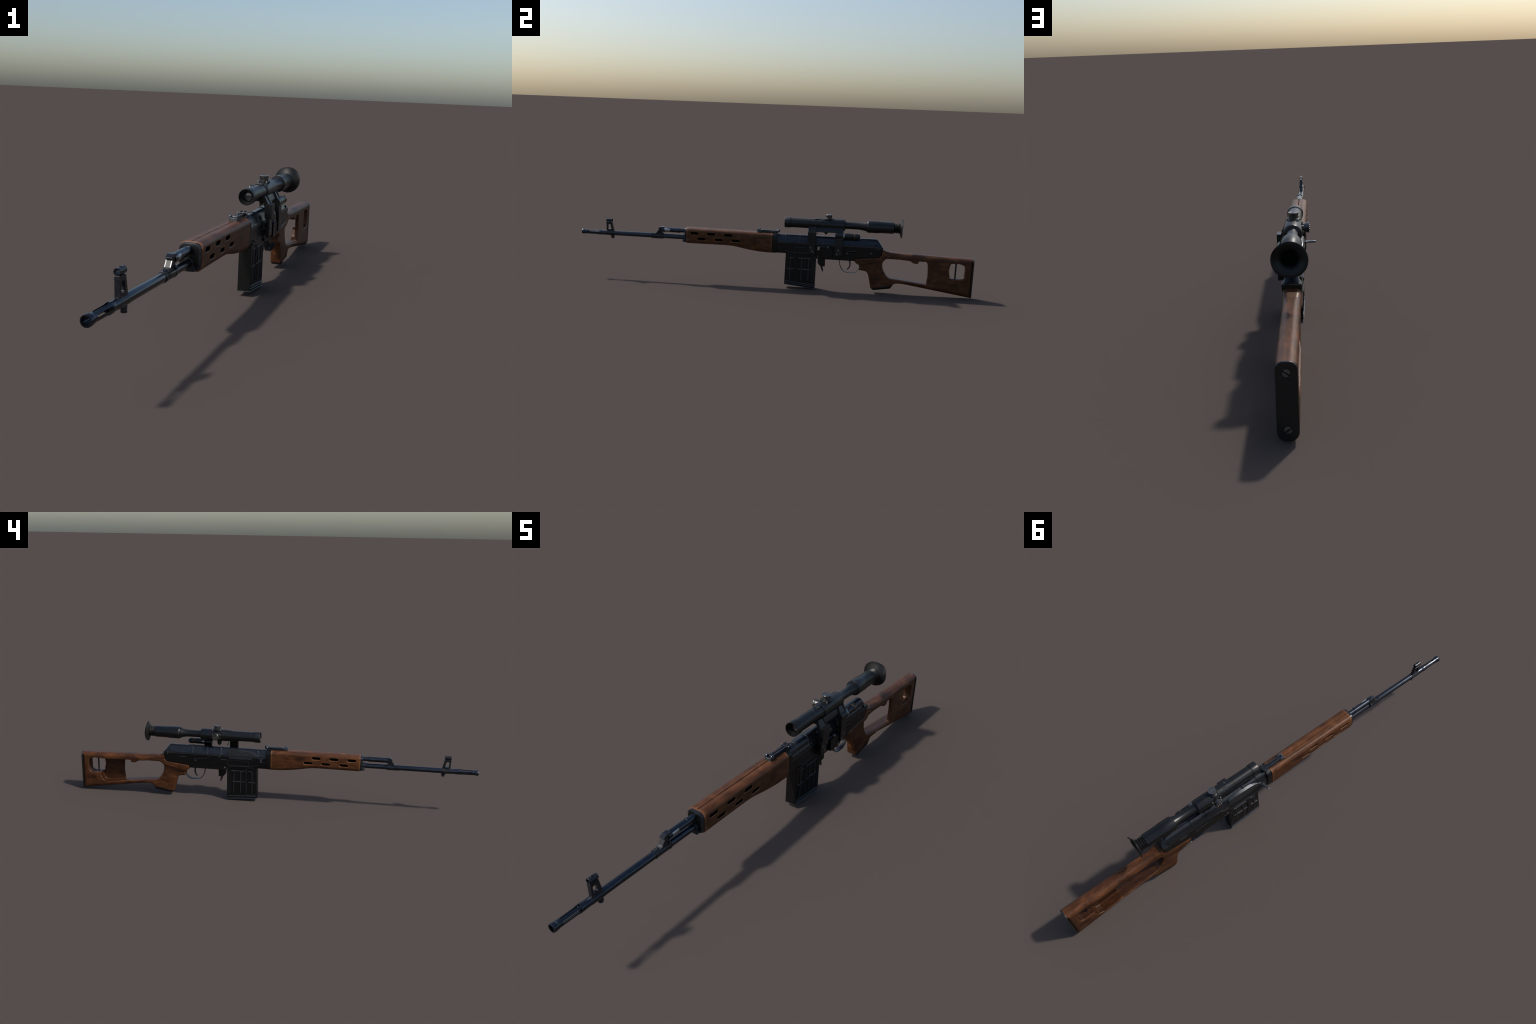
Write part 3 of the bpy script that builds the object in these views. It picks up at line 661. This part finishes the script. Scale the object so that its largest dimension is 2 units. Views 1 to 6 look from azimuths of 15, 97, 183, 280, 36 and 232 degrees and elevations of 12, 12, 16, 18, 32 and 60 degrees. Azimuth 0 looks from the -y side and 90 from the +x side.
# ---- telescopic sight
S = (X0, 0, SCOPE)
tube = lathe("telescopic_sight", [(0.0900, 0.0232), (0.0902, 0.0244), (0.1795, 0.0244), (0.1800, 0.0238), (0.1815, 0.0238), (0.1820, 0.0246), (0.2330, 0.0246), (0.2345, 0.0286), (0.3560, 0.0292), (0.3600, 0.0276),
       (0.3625, 0.0196), (0.3680, 0.0174), (0.4220, 0.0174), (0.4340, 0.0180), (0.4460, 0.0196), (0.4560, 0.0216), (0.4650, 0.0240), (0.4652, 0.0262), (0.4690, 0.0262), (0.4692, 0.0275), (0.4735, 0.0303), (0.5290, 0.0302), (0.5320, 0.0287), (0.5950, 0.0285), (0.6000, 0.0268), (0.6010, 0.02), (0.55, 0.017), (0.55, 0)],
       S, SCOPEM, rifle, n=64)
lathe("objective_bell", [(0.0900, 0.0240), (0.0890, 0.0268), (0.0610, 0.0270), (0.0590, 0.0264), (0.0590, 0.0246), (0.0700, 0.0222), (0.0700, 0.0205), (0.0760, 0.0200), (0.0760, 0.0180), (0.092, 0.018)], S, SCOPEM, tube, n=56, closed=True)
lathe("objective_lens", [(0.0790, 0.0), (0.0793, 0.005), (0.0805, 0.0115), (0.0835, 0.0178), (0.088, 0.0182), (0.088, 0)], S, GLASS, tube, n=40, angle=60)
def rim_warp(a, r, s):              # the soft rubber rim is out of true: pushed back at one corner and one side
    w = smooth(0.028, 0.050, r); d = math.degrees(a) % 360; t = 0
    for c, wd, amp in ((44, 30, 0.0095), (180, 48, 0.0050), (322, 30, 0.0040), (225, 30, 0.0020)):
        e = (d - c + 180) % 360 - 180; t += amp * math.exp(-(e / wd) ** 2)
    return w * t
cup = [(0.5985, 0.0235)]
for k in range(3):
    y = 0.6015 + 0.0090 * k
    cup += [(y, 0.0218), (y + 0.0045, 0.0266), (y + 0.0050, 0.0264)]
cup += [(0.6282, 0.0240), (0.6300, 0.0290), (0.6325, 0.0350), (0.6345, 0.0410), (0.6358, 0.0460), (0.6364, 0.0502), (0.6374, 0.0505), (0.6382, 0.0470), (0.6374, 0.0400), (0.6355, 0.0320), (0.6300, 0.0245), (0.6100, 0.0190), (0.5985, 0.0185)]
lathe("eyecup", cup, S, RUBBER, tube, n=64, closed=True, warp=rim_warp, angle=50)
lathe("eyepiece_lens", [(0.606, 0.0), (0.6045, 0.012), (0.603, 0.0187), (0.600, 0.0187), (0.600, 0)], S, BLACK, tube, n=32)
# saddle over the tube in front of the elevation turret
prism("scope_plate", fillet([(X0 - 0.0105, 0.345), (X0 + 0.0105, 0.345), (X0 + 0.0105, 0.3575, 0.002), (X0 + 0.006, 0.3590, 0.003), (X0 - 0.006, 0.3590, 0.003), (X0 - 0.0105, 0.3575, 0.002)], 4), 0.2080, 0.2500, SCOPEM, tube, 0.0010, axis='y')
for s in (-1, 1):
    stud("scope_screw", (X0 + s * 0.0085 , 0.2140, 0.3578), 0.0028, '+z', SCREW, tube, 0.0014)
    stud("scope_screw", (X0 + s * 0.0190, 0.2440, 0.3470), 0.0045, '+z', SCOPEM, tube, 0.0050)
# turrets
def turret(name, at, axis, sgn, mat):
    q = lambda l: [(sgn * a, b) for a, b in l]
    t = lathe(name, q([(0.0, 0.0150), (0.0030, 0.0150), (0.0038, 0.0138), (0.0040, 0.0150), (0.0135, 0.0158), (0.0150, 0.0168), (0.0172, 0.0168), (0.0178, 0.0162), (0.0174, 0.0120), (0.0174, 0)]), at, mat, tube, axis, 40, 35)
    return t
KNOB = metal("pale_turret_steel", (0.10, 0.098, 0.092), (0.19, 0.186, 0.178), 0.30, 0.9, 160)
TZ = 0.3625
lathe("turret_base", [(0.3560, 0.0215), (0.3605, 0.0215), (0.3625, 0.0185), (0.3630, 0.0)], (X0 - 0.001, 0.2785, 0), SCOPEM, tube, 'z', 36)
turret("elevation_turret", (X0 - 0.001, 0.2785, TZ), 'z', 1, KNOB)
for dy, dx in ((0.0225, 0.0125), (0.0225, -0.0125), (-0.0195, 0.0150), (-0.0195, -0.0150)):
    stud("turret_screw", (X0 - 0.001 + dx, 0.2785 + dy, 0.3595), 0.0035, '+z', SCREW, tube, 0.0040)
for a in (0, 1):
    for r in (-0.0085, 0.0, 0.0085):
        if a == 0: stud("turret_rivet", (X0 - 0.001 + r * 0.35, 0.2785 + r, TZ + 0.0174), 0.0024, '+z', SCREW, tube, 0.0016)
        else: stud("turret_rivet", (X0 - 0.0505 + 0.0000, 0.2785 + r * 0.85, SCOPE - r * 0.5), 0.0022, '-x', SCREW, tube, 0.0014)
lathe("turret_base", [(X0 - 0.0225, 0.0200), (X0 - 0.0300, 0.0200), (X0 - 0.0315, 0.0175), (X0 - 0.0315, 0)], (0, 0.2785, SCOPE), SCOPEM, tube, 'x', 36)
turret("windage_turret", (X0 - 0.0315, 0.2785, SCOPE), 'x', -1, KNOB)
for dy, dz in ((0.0190, 0.0080), (0.0190, -0.0080), (-0.0190, 0.0085), (-0.0190, -0.0085)):
    stud("turret_screw", (X0 - 0.0290, 0.2785 + dy, SCOPE + dz), 0.0030, '-x', SCREW, tube, 0.0040)
# lamp housing under the tube
lathe("lamp_housing", [(0.3050, 0.0112), (0.2910, 0.0110), (0.2860, 0.0085), (0.2845, 0.0070), (0.2845, 0)], (X0 - 0.002, 0.2670, 0), SCOPEM, tube, 'z', 28)
lathe("lamp_tip", [(0.2850, 0.0058), (0.2815, 0.0046), (0.2780, 0.0014), (0.2775, 0)], (X0 - 0.002, 0.2670, 0), BRASS, tube, 'z', 20)

# ---- scope mount on the +x side
def slab(name, yz_x, y0, y1, mat, parent, bev=0.0008):
    return prism(name, yz_x, y0, y1, mat, parent, bev, axis='y')
web = [(X0 - 0.004, 0.3085), (X0 + 0.018, 0.3180), (X0 + 0.0265, 0.3180), (X0 + 0.0345, 0.3010), (X0 + 0.0345, 0.2950), (X0 + 0.0270, 0.2950), (X0 + 0.0200, 0.3020), (X0 - 0.004, 0.3025)]
mount = slab("scope_mount", web, 0.1880, 0.3530, SCOPEM, rifle)
arch = fillet([(0.188, 0.3180), (0.353, 0.3180), (0.353, 0.2700), (0.316, 0.2700), (0.314, 0.2830, 0.004), (0.300, 0.2925, 0.012), (0.222, 0.2925), (0.222, 0.27), (0.188, 0.27)], 5)
for y0, y1 in ((0.1810, 0.2200), (0.3165, 0.3545)):
    a = slab("mount_arm", fillet([(X0 + 0.0180, 0.3200), (X0 + 0.0270, 0.3200), (X0 + 0.0475, 0.2860, 0.006), (X0 + 0.0498, 0.2350, 0.01), (X0 + 0.0498, 0.1830, 0.003), (X0 + 0.0395, 0.1830, 0.003), (X0 + 0.0395, 0.2350, 0.006), (X0 + 0.0330, 0.2550, 0.01), (X0 + 0.0300, 0.2850, 0.01)], 4), y0, y1, SCOPEM, mount, 0.0012)
    for y in (y0 + 0.0022, y1 - 0.0022):
        slab("arm_rib", [(X0 + 0.0235, 0.3235), (X0 + 0.0290, 0.3235), (X0 + 0.0435, 0.2955), (X0 + 0.0380, 0.2955)], y - 0.0016, y + 0.0016, SCOPEM, mount, 0.0004)
clamp = box("clamp_block", (X0 + 0.0320, X0 + 0.0566), (0.1800, 0.2215), (0.2455, 0.2958), SCOPEM, mount, 0.0020)
for z, w in ((0.2745, 0.0032), (0.2595, 0.0042)):
    box("clamp_mark", (X0 + 0.0555, X0 + 0.0569), (0.2005 - w, 0.2005 + w), (z - 0.0014, z + 0.0014), GUN, mount, 0.0003)
prism("rail_plate", fillet([(0.180, 0.1840, 0.004), (0.222, 0.1790), (0.262, 0.1640, 0.006), (0.345, 0.1660, 0.006), (0.3580, 0.1850, 0.004), (0.3580, 0.2010, 0.003), (0.345, 0.2090), (0.226, 0.2090), (0.180, 0.2080)], 5), X0 + 0.024, X0 + 0.0335, GUN, mount, 0.0010)
box("lever_housing", (X0 + 0.030, X0 + 0.0462), (0.2545, 0.3040), (0.1700, 0.2180), GUN, mount, 0.0015)
frame_x = X0 + 0.0462
prism("housing_frame", [rect(0.2545, 0.1700, 0.3040, 0.2180, 0.001), rect(0.2590, 0.1730, 0.2960, 0.2150, 0.001)], frame_x - 0.002, frame_x + 0.0008, GUN, mount, 0.0002)
lathe("clamp_lever", [(0.2180, 0.0060), (0.2225, 0.0075), (0.2265, 0.0075), (0.2280, 0.0062), (0.2280, 0)], (X0 + 0.0405, 0.2830, 0), EDGE, mount, 'z', 24)
prism("lever_bar", rect(0.2320, 0.2215, 0.2800, 0.2245, 0.001), X0 + 0.036, X0 + 0.0410, EDGE, mount, 0.0005)
prism("lever_tongue", rect(0.2290, 0.2040, 0.2420, 0.2230, 0.003), X0 + 0.032, X0 + 0.0395, STEEL, mount, 0.0008)
for y, z in ((0.1975, 0.2165), (0.2055, 0.1990), (0.3340, 0.2115), (0.3285, 0.1905)):
    screw_head("mount_screw", (X0 + 0.0495, y, z), 0.0054, '+x', SCREW, mount, 0.9 + 40 * y, 0.0016)
for y, z in ((0.2120, 0.1915), (0.3410, 0.1990)):
    stud("mount_pin", (X0 + 0.0495, y, z), 0.0018, '+x', BRASS, mount, 0.001)
# dangling chain stub
prism("cap_chain", fillet([(0.2225, 0.2940), (0.2250, 0.2940), (0.2265, 0.2840), (0.2295, 0.2795, 0.001), (0.2225, 0.2795, 0.001), (0.2240, 0.2840)], 3), X0 + 0.001, X0 + 0.006, SCOPEM, mount, 0.0004)
# battery tube
B = (X0 + 0.0370, 0, 0.2830)
batt = lathe("battery_tube", [(0.3150, 0.0), (0.3150, 0.0145), (0.3160, 0.0152), (0.3545, 0.0152), (0.3550, 0.0140), (0.3985, 0.0140), (0.3995, 0.0126), (0.4085, 0.0126), (0.4095, 0.0140), (0.4100, 0.0140), (0.4130, 0.0140), (0.4260, 0.0140), (0.4320, 0.0120), (0.4370, 0.0080), (0.4385, 0.0)], B, SCOPEM, mount, n=40)
lathe("battery_band", [(0.3550, 0.0138), (0.3550, 0.0146), (0.3605, 0.0146), (0.3605, 0.0138)], B, STEEL, mount, n=40, closed=True)
lathe("battery_band", [(0.4105, 0.0136), (0.4105, 0.01425), (0.4120, 0.01425), (0.4120, 0.0136)], B, BRASS, mount, n=40, closed=True)
stud("contact_stud", (B[0] + 0.003, 0.3660, B[2] + 0.0128), 0.0030, '+z', STEEL, mount, 0.0018)
stud("contact_stud", (B[0] - 0.0130, 0.3640, B[2] + 0.002), 0.0034, '-x', STEEL, mount, 0.0020)

for o in list(bpy.data.objects):
    if o.name.startswith("tmp"): bpy.data.objects.remove(o)
